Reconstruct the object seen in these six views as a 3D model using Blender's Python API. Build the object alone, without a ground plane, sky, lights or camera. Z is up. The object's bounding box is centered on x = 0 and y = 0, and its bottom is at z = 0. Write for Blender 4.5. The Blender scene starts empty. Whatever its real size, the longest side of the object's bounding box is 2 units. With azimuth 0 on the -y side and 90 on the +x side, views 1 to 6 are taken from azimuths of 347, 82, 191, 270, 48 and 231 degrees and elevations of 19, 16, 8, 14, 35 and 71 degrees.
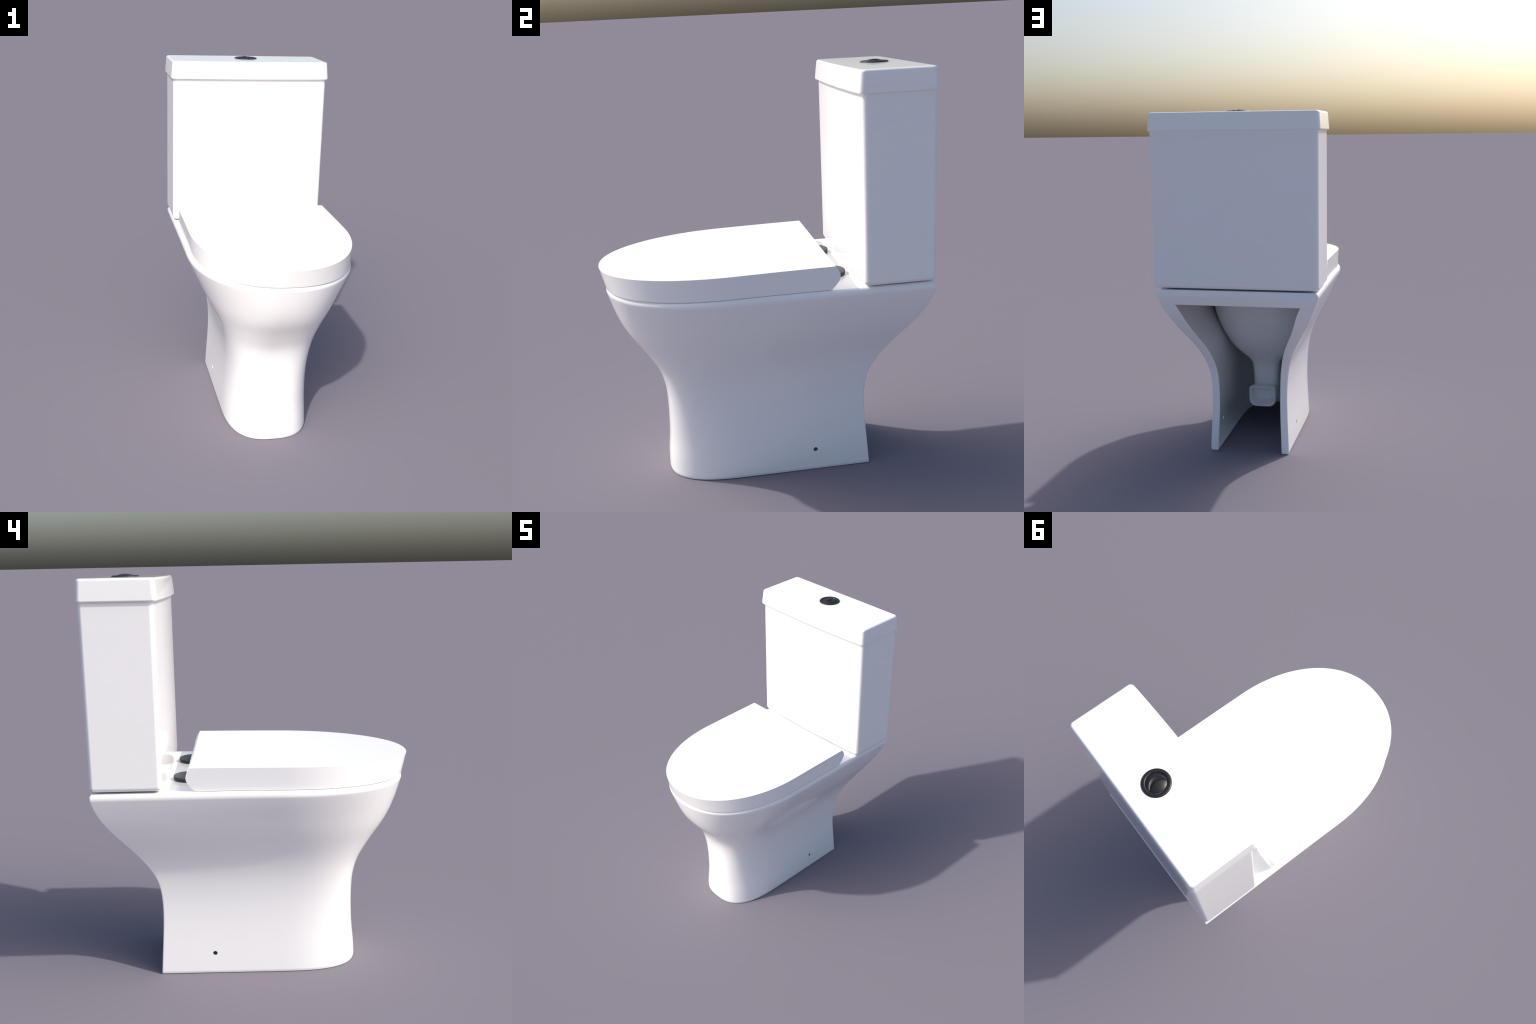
import bpy, bmesh, math
from mathutils import Vector

# ------------------------------------------------------------------ helpers
def lerp(a, b, t):
    return a + (b - a) * t

def smooth(t):
    t = min(1.0, max(0.0, t))
    return t * t * (3 - 2 * t)

class Spline:
    """Natural cubic spline through (parameter, value) control points."""
    def __init__(self, pts):
        self.x = [p[0] for p in pts]
        self.y = [p[1] for p in pts]
        x, y, n = self.x, self.y, len(pts)
        h = [x[i + 1] - x[i] for i in range(n - 1)]
        al = [0.0] * n
        for i in range(1, n - 1):
            al[i] = 3 * ((y[i + 1] - y[i]) / h[i] - (y[i] - y[i - 1]) / h[i - 1])
        l, mu, z = [1.0] * n, [0.0] * n, [0.0] * n
        for i in range(1, n - 1):
            l[i] = 2 * (x[i + 1] - x[i - 1]) - h[i - 1] * mu[i - 1]
            mu[i] = h[i] / l[i]
            z[i] = (al[i] - h[i - 1] * z[i - 1]) / l[i]
        c, b, d = [0.0] * n, [0.0] * n, [0.0] * n
        for j in range(n - 2, -1, -1):
            c[j] = z[j] - mu[j] * c[j + 1]
            b[j] = (y[j + 1] - y[j]) / h[j] - h[j] * (c[j + 1] + 2 * c[j]) / 3
            d[j] = (c[j + 1] - c[j]) / (3 * h[j])
        self.b, self.c, self.d = b, c, d

    def __call__(self, q):
        x = self.x
        i = 0
        while i < len(x) - 2 and q > x[i + 1]:
            i += 1
        t = q - x[i]
        return self.y[i] + self.b[i] * t + self.c[i] * t * t + self.d[i] * t ** 3

def mesh_object(name, verts, faces, mat, parent=None, angle=40, weighted=True):
    me = bpy.data.meshes.new(name)
    me.from_pydata([tuple(v) for v in verts], [], faces)
    bm = bmesh.new()
    bm.from_mesh(me)
    bmesh.ops.recalc_face_normals(bm, faces=bm.faces)
    bm.to_mesh(me)
    bm.free()
    ob = bpy.data.objects.new(name, me)
    bpy.context.scene.collection.objects.link(ob)
    me.materials.append(mat)
    ob.parent = parent
    finish(ob, angle)
    if weighted:
        weight_normals(ob)
    return ob

def finish(ob, angle):
    me = ob.data
    me.polygons.foreach_set("use_smooth", [True] * len(me.polygons))
    me.set_sharp_from_angle(angle=math.radians(angle))
    me.update()

def apply_modifiers(ob, angle=40):
    dg = bpy.context.evaluated_depsgraph_get()
    new = bpy.data.meshes.new_from_object(ob.evaluated_get(dg))
    ob.modifiers.clear()
    old = ob.data
    ob.data = new
    bpy.data.meshes.remove(old)
    finish(ob, angle)

def weight_normals(ob):
    """Big flat faces keep their own normal; the small rounding faces take the bend."""
    m = ob.modifiers.new("weighted_normals", "WEIGHTED_NORMAL")
    m.mode = "FACE_AREA"
    m.keep_sharp = True

def add_bevel(ob, width, segments=3, angle=45, harden=False):
    m = ob.modifiers.new("bevel", "BEVEL")
    m.width = width
    m.segments = segments
    m.limit_method = "ANGLE"
    m.angle_limit = math.radians(angle)
    m.harden_normals = harden
    return m

def loft(rings, cap_start=True, cap_end=True, closed=True):
    """Faces joining equally long loops of points, stacked one after another."""
    n = len(rings[0])
    verts = [p for r in rings for p in r]
    faces = []
    for i in range(len(rings) - 1):
        for j in range(n if closed else n - 1):
            k = (j + 1) % n
            faces.append((i * n + j, i * n + k, (i + 1) * n + k, (i + 1) * n + j))
    if cap_start:
        faces.append(tuple(range(n - 1, -1, -1)))
    if cap_end:
        faces.append(tuple(range((len(rings) - 1) * n, len(rings) * n)))
    return verts, faces

# ---------------------------------------------------------------- materials
def glazed_ceramic(name, colour, rough):
    m = bpy.data.materials.new(name)
    m.use_nodes = True
    nt = m.node_tree
    bsdf = nt.nodes["Principled BSDF"]
    co = nt.nodes.new("ShaderNodeTexCoord")
    nz = nt.nodes.new("ShaderNodeTexNoise")
    nz.inputs["Scale"].default_value = 3.0
    nz.inputs["Detail"].default_value = 2.0
    nt.links.new(co.outputs["Object"], nz.inputs["Vector"])
    ramp = nt.nodes.new("ShaderNodeValToRGB")
    ramp.color_ramp.elements[0].position = 0.35
    ramp.color_ramp.elements[1].position = 0.65
    a = [c * 0.996 for c in colour]
    ramp.color_ramp.elements[0].color = (*a, 1)
    ramp.color_ramp.elements[1].color = (*colour, 1)
    nt.links.new(nz.outputs["Fac"], ramp.inputs["Fac"])
    nt.links.new(ramp.outputs["Color"], bsdf.inputs["Base Color"])
    bsdf.inputs["Roughness"].default_value = rough
    bsdf.inputs["IOR"].default_value = 1.5
    return m

CERAMIC = glazed_ceramic("glazed_white_ceramic", (1.0, 1.0, 1.0), 0.08)
LIDMAT = glazed_ceramic("white_seat_plastic", (1.0, 1.0, 1.0), 0.12)
BLACK = glazed_ceramic("black_satin_plastic", (0.017, 0.017, 0.018), 0.38)

# --------------------------------------------------------------- root empty
toilet = bpy.data.objects.new("toilet", None)
bpy.context.scene.collection.objects.link(toilet)
toilet["label"] = "white close-coupled ceramic toilet with closed lid and cistern"
toilet["category"] = "toilet"

# ------------------------------------------------------------------- the pan
# Curves over height z: where the open back ends (y), half width there,
# extra width of the side further forward, and the front tip (y).
PX = -0.005
back_y = Spline([(0.0, .496), (.09, .490), (.21, .482), (.33, .477), (.39, .478), (.45, .484), (.51, .499),
                 (.57, .527), (.63, .564), (.69, .605), (.75, .649), (.81, .692), (.87, .728), (.93, .754), (.995, .7695)])
back_w = Spline([(0.0, .2375), (.09, .234), (.21, .2285), (.33, .226), (.39, .2275), (.45, .2325), (.51, .2415),
                 (.57, .257), (.63, .280), (.69, .311), (.75, .3455), (.81, .379), (.87, .4085), (.93, .4345), (.995, .4598)])
bulge = Spline([(0.0, .003), (.2, .003), (.4, .004), (.6, .003), (.7, -.001), (.78, -.005), (.87, -.007), (.93, -.004), (1.0, -.001)])
front_y = Spline([(0.0, -.512), (.09, -.508), (.15, -.502), (.21, -.498), (.27, -.496), (.33, -.495), (.39, -.496),
                  (.45, -.500), (.51, -.511), (.57, -.532), (.63, -.567), (.69, -.608), (.75, -.652), (.81, -.687),
                  (.87, -.712), (.93, -.731), (.995, -.747)])
wall_x = Spline([(0.0, .046), (.28, .0435), (.39, .043), (.47, .046), (.57, .050), (.655, .058), (.764, .068),
                 (.888, .084), (.935, .082)])

front_exp = Spline([(0.0, 2.72), (.15, 2.62), (.28, 2.72), (.40, 2.92), (.50, 3.06), (.57, 2.98), (.63, 2.80), (.69, 2.58),
                    (.75, 2.40), (.82, 2.26), (.90, 2.20), (1.0, 2.17)])
def front_shape(z):
    e = front_exp(z)
    return -0.13, e, e

def wall(y, z):
    """Broad but shallow lips along the open back and the foot, a thin shell elsewhere."""
    return wall_x(z) if back_y(z) - y < LIP + 1e-5 or z < LIP - 1e-5 else 0.004

NSIDE, NFRONT, LIP = 40, 48, 0.012
def pan_outline(z, inset=0.0, zc=None, inset_front=None):
    """Open path: back right edge -> side -> rounded front -> side -> back left edge."""
    zc = z if zc is None else zc
    yc, p, q = front_shape(zc)
    b, w, bu, f = back_y(zc), back_w(zc), bulge(zc), front_y(zc)
    half = []
    for i in range(NSIDE):
        t = (0, LIP / (b - yc), (LIP + 0.0015) / (b - yc))[i] if i < 3 else lerp(0.04, 1, (i - 3) / (NSIDE - 3))
        y = lerp(b, yc, t)
        x = w + bu * smooth(t)
        half.append((x - (inset(y, zc) if callable(inset) else inset), y, z))
    ins = inset(yc, zc) if callable(inset) else inset
    inf = ins if inset_front is None else inset_front
    for i in range(NFRONT + 1):
        th = math.pi / 2 * i / NFRONT
        half.append(((w + bu - ins) * max(0.0, math.cos(th)) ** (2 / q),
                     yc - (yc - f - inf) * math.sin(th) ** (2 / p), z))
    path = half + [(-x, y, zz) for x, y, zz in reversed(half[:-1])]
    return [(x + PX, y, zz) for x, y, zz in path]

Z_CEIL, Z_TOP, R_RIM = 0.930, 1.0165, 0.0235
A0 = math.radians(27)                                     # lean of the flank where the rim rounding starts
levels = [0.0, 0.010, 0.012] + [0.03 + (Z_CEIL - 0.03) * i / 90 for i in range(91)]
verts, faces = [], []
outer_idx, inner_idx = [], []
def push(path):
    s = len(verts)
    verts.extend(path)
    return list(range(s, s + len(path)))
for z in levels:
    edge = 0.003 * max(0.0, 1 - z / 0.012) ** 2
    outer_idx.append(push(pan_outline(z, edge)))
for z in levels:
    inner_idx.append(push(pan_outline(z, wall)))
n = len(outer_idx[0])
def strip(a, b):
    for j in range(len(a) - 1):
        faces.append((a[j], a[j + 1], b[j + 1], b[j]))
for i in range(len(levels) - 1):
    strip(outer_idx[i], outer_idx[i + 1])
    strip(inner_idx[i], inner_idx[i + 1])
    for e in (0, n - 1):                                   # back edges of the wall
        faces.append((outer_idx[i][e], outer_idx[i + 1][e], inner_idx[i + 1][e], inner_idx[i][e]))
strip(outer_idx[0], inner_idx[0])                          # foot print
faces.append(tuple(inner_idx[-1]))                         # ceiling under the deck
def dipped(path):
    """The deck falls slightly toward the front of the bowl."""
    return [(x, y, z - 0.011 * smooth((0.15 - y) / 0.95) * (z - Z_CEIL) / (Z_TOP - Z_CEIL)) for x, y, z in path]
# deck: outer rings above the ceiling with a rounded rim
deck = [outer_idx[-1]]
z_round = Z_TOP - R_RIM * (1 + math.sin(A0))
for z in (0.941, 0.952, 0.963, 0.973, z_round):
    deck.append(push(dipped(pan_outline(z))))
for k in range(1, 15):
    a = lerp(-A0, math.pi / 2, k / 14)
    ins = 0.7 * R_RIM * (math.cos(A0) - math.cos(a))
    path = pan_outline(z_round + R_RIM * (math.sin(a) + math.sin(A0)), ins, z_round, ins)
    path = [(x, y - max(0, min(ins, 0.006)) * max(0, (y - 0.6) / 0.166), z) for x, y, z in path]
    deck.append(push(dipped(path)))
for i in range(len(deck) - 1):
    strip(deck[i], deck[i + 1])
faces.append(tuple(deck[-1]))
# back face of the deck: lowest row carries the corners of the opening
low = [deck[0][0], inner_idx[-1][0], inner_idx[-1][-1], deck[0][-1]]
prev = low
for r in deck[1:]:
    pa, pb = Vector(verts[r[0]]), Vector(verts[r[-1]])
    mids = []
    for src in (low[1], low[2]):
        t = (verts[src][0] - pa.x) / (pb.x - pa.x)
        mids.append(push([tuple(pa.lerp(pb, t))])[0])
    row = [r[0], mids[0], mids[1], r[-1]]
    for j in range(3):
        faces.append((prev[j], prev[j + 1], row[j + 1], row[j]))
    prev = row
# the top face must use the last row's middle points too
faces[faces.index(tuple(deck[-1]))] = tuple(deck[-1]) + (prev[2], prev[1])
pan = mesh_object("pan", verts, faces, CERAMIC, toilet, weighted=False)
# soften the edges of the open back, the foot and the deck bar
soft = set()
for i in range(len(levels) - 1):
    for idx in (outer_idx, inner_idx):
        for e in (0, n - 1):
            soft.add(frozenset((idx[i][e], idx[i + 1][e])))
for i in range(len(deck) - 1):
    for e in (0, n - 1):
        soft.add(frozenset((deck[i][e], deck[i + 1][e])))
soft.add(frozenset((low[1], low[2])))
att = pan.data.attributes.new("bevel_weight_edge", "FLOAT", "EDGE")
for e in pan.data.edges:
    att.data[e.index].value = 1.0 if frozenset(e.vertices) in soft else 0.0
bv = add_bevel(pan, 0.0055, 3)
bv.limit_method = "WEIGHT"
bv.use_clamp_overlap = False
# screw holes through the foot
cut_me = bpy.data.meshes.new("hole_cutter")
bm = bmesh.new()
bmesh.ops.create_cone(bm, cap_ends=True, segments=40, radius1=0.0112, radius2=0.0112, depth=0.8)
bm.to_mesh(cut_me)
bm.free()
cutter = bpy.data.objects.new("hole_cutter", cut_me)
bpy.context.scene.collection.objects.link(cutter)
cutter.location = (0, 0.220, 0.107)
cutter.rotation_euler = (0, math.pi / 2, 0)
bpy.context.view_layer.update()
bo = pan.modifiers.new("holes", "BOOLEAN")
bo.operation = "DIFFERENCE"
bo.object = cutter
bo.solver = "EXACT"
bo.use_self = True
apply_modifiers(pan, 40)
weight_normals(pan)
bpy.data.objects.remove(cutter)

# --------------------------------------------- basin and outlet under the deck
def rounded_loop(cx, cy, hx, hyf, hyb, z, e, n=56):
    out = []
    for i in range(n):
        a = 2 * math.pi * i / n
        c, s = math.cos(a), math.sin(a)
        x = math.copysign(abs(c) ** (2 / e), c) * hx
        y = math.copysign(abs(s) ** (2 / e), s) * (hyb if s > 0 else hyf)
        out.append((cx + x, cy + y, z))
    return out
basin_w = Spline([(.22, .078), (.30, .080), (.38, .084), (.425, .094), (.455, .120), (.49, .165), (.52, .199),
                  (.60, .259), (.69, .304), (.77, .328), (.935, .352)])
basin_b = Spline([(.22, .070), (.38, .075), (.425, .085), (.46, .105), (.52, .15), (.60, .20), (.69, .235),
                  (.77, .26), (.935, .28)])
rings = []
for i in range(50):
    z = lerp(0.935, 0.20, i / 49)
    w = basin_w(max(z, .22))
    if z < 0.24:
        w *= 1 - 0.35 * ((0.24 - z) / 0.04) ** 2
    hb = basin_b(max(z, .22))
    rings.append(rounded_loop(PX, -0.02, w, max(hb, w) * 1.25 * smooth((z - .3) / .3) + hb * (1 - smooth((z - .3) / .3)),
                              hb, z, lerp(3.0, 2.2, smooth((z - .4) / .2))))
v, f = loft(rings)
basin = mesh_object("basin", v, f, CERAMIC, toilet)

def outlet_section(y, grow=0.0):
    """Flat-topped, round-bottomed mouth of the outlet."""
    hx, zt, zb, rt, rb = 0.086 + grow, 0.288 + grow, 0.158 - grow, 0.018, 0.045
    rt, rb = min(rt, hx * .3), min(rb, (0.065 + grow) * .9)
    pts = []
    for cx, cz, r, a0 in ((hx - rt, zt - rt, rt, 0), (-hx + rt, zt - rt, rt, 90), (-hx + rb, zb + rb, rb, 180), (hx - rb, zb + rb, rb, 270)):
        for k in range(9):
            a = math.radians(a0 + 90 * k / 8)
            pts.append((PX + cx + r * math.cos(a), y, cz + r * math.sin(a)))
    return pts
rings = [outlet_section(-0.03, -0.006), outlet_section(0.06, -0.005), outlet_section(0.09, -0.001), outlet_section(0.105, 0),
         outlet_section(0.122, 0.0), outlet_section(0.131, -0.003), outlet_section(0.135, -0.007), outlet_section(0.132, -0.012),
         outlet_section(0.118, -0.016), outlet_section(0.095, -0.021), outlet_section(0.065, -0.030), outlet_section(0.05, -0.045)]
v, f = loft(rings)
mesh_object("outlet", v, f, CERAMIC, basin, 50)

# ------------------------------------------------------------------- cistern
def tank_outline(hx, y0, y1, r, bow, z, ns=14, nc=7):
    """Rounded rectangle whose front (low y) bows gently outward."""
    pts = []
    def bowed(x, y):
        k = max(0.0, 1 - (x / hx) ** 2)
        w = max(0.0, 1 - (y - y0) / 0.08)
        return (x, y - bow * k * w, z)
    for i in range(ns):
        pts.append(bowed(lerp(-hx + r, hx - r, i / ns), y0))
    for cx, cy, a0 in ((hx - r, y0 + r, -90), (hx - r, y1 - r, 0)):
        for k in range(nc + 1):
            a = math.radians(a0 + 90 * k / nc)
            pts.append(bowed(cx + r * math.cos(a), cy + r * math.sin(a)))
    for i in range(1, ns):
        pts.append((lerp(hx - r, -hx + r, i / ns), y1, z))
    for cx, cy, a0 in ((-hx + r, y1 - r, 90), (-hx + r, y0 + r, 180)):
        for k in range(nc + 1):
            a = math.radians(a0 + 90 * k / nc)
            if cy < y0 + 2 * r and k == nc:
                continue
            pts.append(bowed(cx + r * math.cos(a), cy + r * math.sin(a)))
    return pts

TX, TY0, TY1, TR, TBOW = 0.4650, 0.431, 0.7650, 0.021, 0.015
def tank_ring(z, ins):
    return [(x + 0.001, y, h) for x, y, h in
            tank_outline(TX - ins, TY0 + ins, TY1 - ins, max(TR - ins * .6, .008), TBOW, z)]
rings = []
rb = 0.022
for k in range(9):
    a = math.pi / 2 * k / 8
    rings.append(tank_ring(1.0245 + rb * (1 - math.cos(a)), rb * (1 - math.sin(a))))
rings.append(tank_ring(1.4, 0))
rings.append(tank_ring(1.88, 0))
rings.append(tank_ring(1.90, 0.001))
v, f = loft(rings)
cistern = mesh_object("cistern", v, f, CERAMIC, toilet, 60)
# gasket between pan and cistern, and the lip that carries the lid
v, f = loft([tank_outline(0.30, 0.50, 0.70, 0.04, 0, z) for z in (1.010, 1.028)])
mesh_object("gasket", v, f, BLACK, cistern)

def lid_ring(z, ins):
    t = (z - 1.884) / 0.102
    return tank_outline(lerp(.4765, .4690, t) - ins, lerp(.4135, .4235, t) + ins, lerp(.7695, .7640, t) - ins,
                        max(0.021 - ins * .5, .008), TBOW, z)
rings = [lid_ring(1.8835, 0.012)]
for k in range(6):
    a = math.pi / 2 * k / 5
    rings.append(lid_ring(1.8835 + 0.008 * (1 - math.cos(a)), 0.008 * (1 - math.sin(a))))
rings.append(lid_ring(1.93, 0))
rl = 0.012
for k in range(9):
    a = math.pi / 2 * k / 8
    rings.append(lid_ring(1.986 - rl + rl * math.sin(a), rl * (1 - math.cos(a))))
v, f = loft(rings)
lid = mesh_object("cistern_lid", v, f, CERAMIC, toilet, 60)

# -------------------------------------------------------------- flush button
BX, BY, BZ = 0.0, 0.609, 1.986
prof = [(0.066, -0.004), (0.0675, 0.000), (0.068, 0.003), (0.0665, 0.0065), (0.062, 0.0088), (0.0565, 0.0092),
        (0.0515, 0.0078), (0.0490, 0.0045), (0.0480, 0.000), (0.0480, -0.006)]
N = 72
rings = [[(BX + r * math.cos(2 * math.pi * i / N), BY + r * math.sin(2 * math.pi * i / N), BZ + h * 0.72) for i in range(N)] for r, h in prof]
v, f = loft(rings, True, True)
button = mesh_object("flush_button_collar", v, f, BLACK, lid, 60)
# two domed push plates split by a curved groove
RB = 0.0475
def plate_height(x, y):
    rr = min(1.0, (x * x + y * y) / RB ** 2)
    dome = 0.0035 + 0.0130 * (1 - rr) ** 0.8
    xg = -0.014 + 0.028 * (1 - (y / 0.046) ** 2)
    d = x - xg
    width = 0.0145 * max(0.12, 1 - (y / 0.047) ** 2) ** 0.5
    g = max(0.0, 1 - abs(d) / width)
    return dome - 0.0095 * (g * g * (3 - 2 * g)) ** 0.75 * max(0.0, 1 - rr) ** 0.45
verts, faces = [], []
NR, NA = 34, 96
verts.append((BX, BY, BZ + plate_height(0, 0)))
for i in range(1, NR + 1):
    r = RB * i / NR
    for j in range(NA):
        a = 2 * math.pi * j / NA
        x, y = r * math.cos(a), r * math.sin(a)
        verts.append((BX + x, BY + y, BZ + plate_height(x, y)))
for j in range(NA):
    verts.append((BX + RB * math.cos(2 * math.pi * j / NA), BY + RB * math.sin(2 * math.pi * j / NA), BZ - 0.006))
for j in range(NA):
    faces.append((0, 1 + j, 1 + (j + 1) % NA))
for i in range(NR):
    for j in range(NA):
        k = (j + 1) % NA
        faces.append((1 + i * NA + j, 1 + (i + 1) * NA + j, 1 + (i + 1) * NA + k, 1 + i * NA + k))
faces.append(tuple(1 + NR * NA + j for j in range(NA)))
plate = mesh_object("flush_button", verts, faces, BLACK, lid, 60)

# top of the button is the highest point of the object
top = max((v.co.z for v in plate.data.vertices))
for vv in plate.data.vertices:
    if vv.co.z > BZ:
        vv.co.z = BZ + (vv.co.z - BZ) * (2.0 - BZ) / (top - BZ)

# ------------------------------------------------------------- seat with lid
def seat_outline(s):
    """s = 0 at the underside, 1 at the top edge."""
    w = lerp(0.4410, 0.4460, s)
    fy = lerp(-0.7455, -0.7705, s)
    yc = -0.15
    by = seat_rear(s)
    half = []
    for i in range(20):
        half.append((w, lerp(by, yc, i / 20)))
    for i in range(61):
        th = math.pi / 2 * i / 60
        half.append((w * max(0.0, math.cos(th)) ** (2 / lerp(2.30, 2.15, s)), yc - (yc - fy) * math.sin(th) ** (2 / lerp(2.12, 2.04, s))))
    path = half + [(-x, y) for x, y in reversed(half[:-1])]
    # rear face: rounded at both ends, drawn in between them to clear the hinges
    for i in range(1, 40):
        x = lerp(-w, w, i / 40)
        draw = smooth((0.335 - abs(x)) / 0.03) * smooth((0.985 - s) / 0.07)
        path.append((x, lerp(by, min(by, 0.3145), draw)))
    out = []
    for x, y in path:
        zt = seat_top(y)
        out.append((x - 0.001, y, lerp(1.0186 - 0.0105 * smooth((0.15 - y) / 0.95), zt, s)))
    return out
seat_top = Spline([(-.78, 1.1035), (-.5, 1.1135), (-.3, 1.1195), (-.1, 1.124), (.1, 1.1275), (.32, 1.130)])
seat_rear = Spline([(0, .281), (.22, .304), (.48, .3205), (.75, .317), (1, .299)])
rings = [seat_outline(i / 28) for i in range(29)]
v, f = loft(rings, True, False)
full = len(rings[0])
m = full - 39                                              # top: cross strips from side to side
o = 28 * full
f.append((o, o + m - 1) + tuple(o + m + i for i in range(39)))
for i in range(m // 2):
    a, b, c, d = o + i, o + i + 1, o + m - 2 - i, o + m - 1 - i
    f.append((a, b, d) if b == c else (a, b, c, d))
seat = mesh_object("seat_lid", v, f, LIDMAT, toilet, weighted=False)
add_bevel(seat, 0.0028, 3, 45)
apply_modifiers(seat, 35)
weight_normals(seat)

# -------------------------------------------------------------------- hinges
bm = bmesh.new()
bmesh.ops.create_cone(bm, cap_ends=True, segments=72, radius1=0.080, radius2=0.080, depth=0.024)
hme = bpy.data.meshes.new("hinge")
bm.to_mesh(hme)
bm.free()
hme.materials.append(BLACK)
hinge = bpy.data.objects.new("hinge", hme)
bpy.context.scene.collection.objects.link(hinge)
add_bevel(hinge, 0.0015, 2, 45)
apply_modifiers(hinge, 50)
hinge.parent = seat
hinge.location = (-0.195, 0.318, 1.0245)
other = hinge.copy()
bpy.context.scene.collection.objects.link(other)
other.location = (0.195, 0.318, 1.0245)
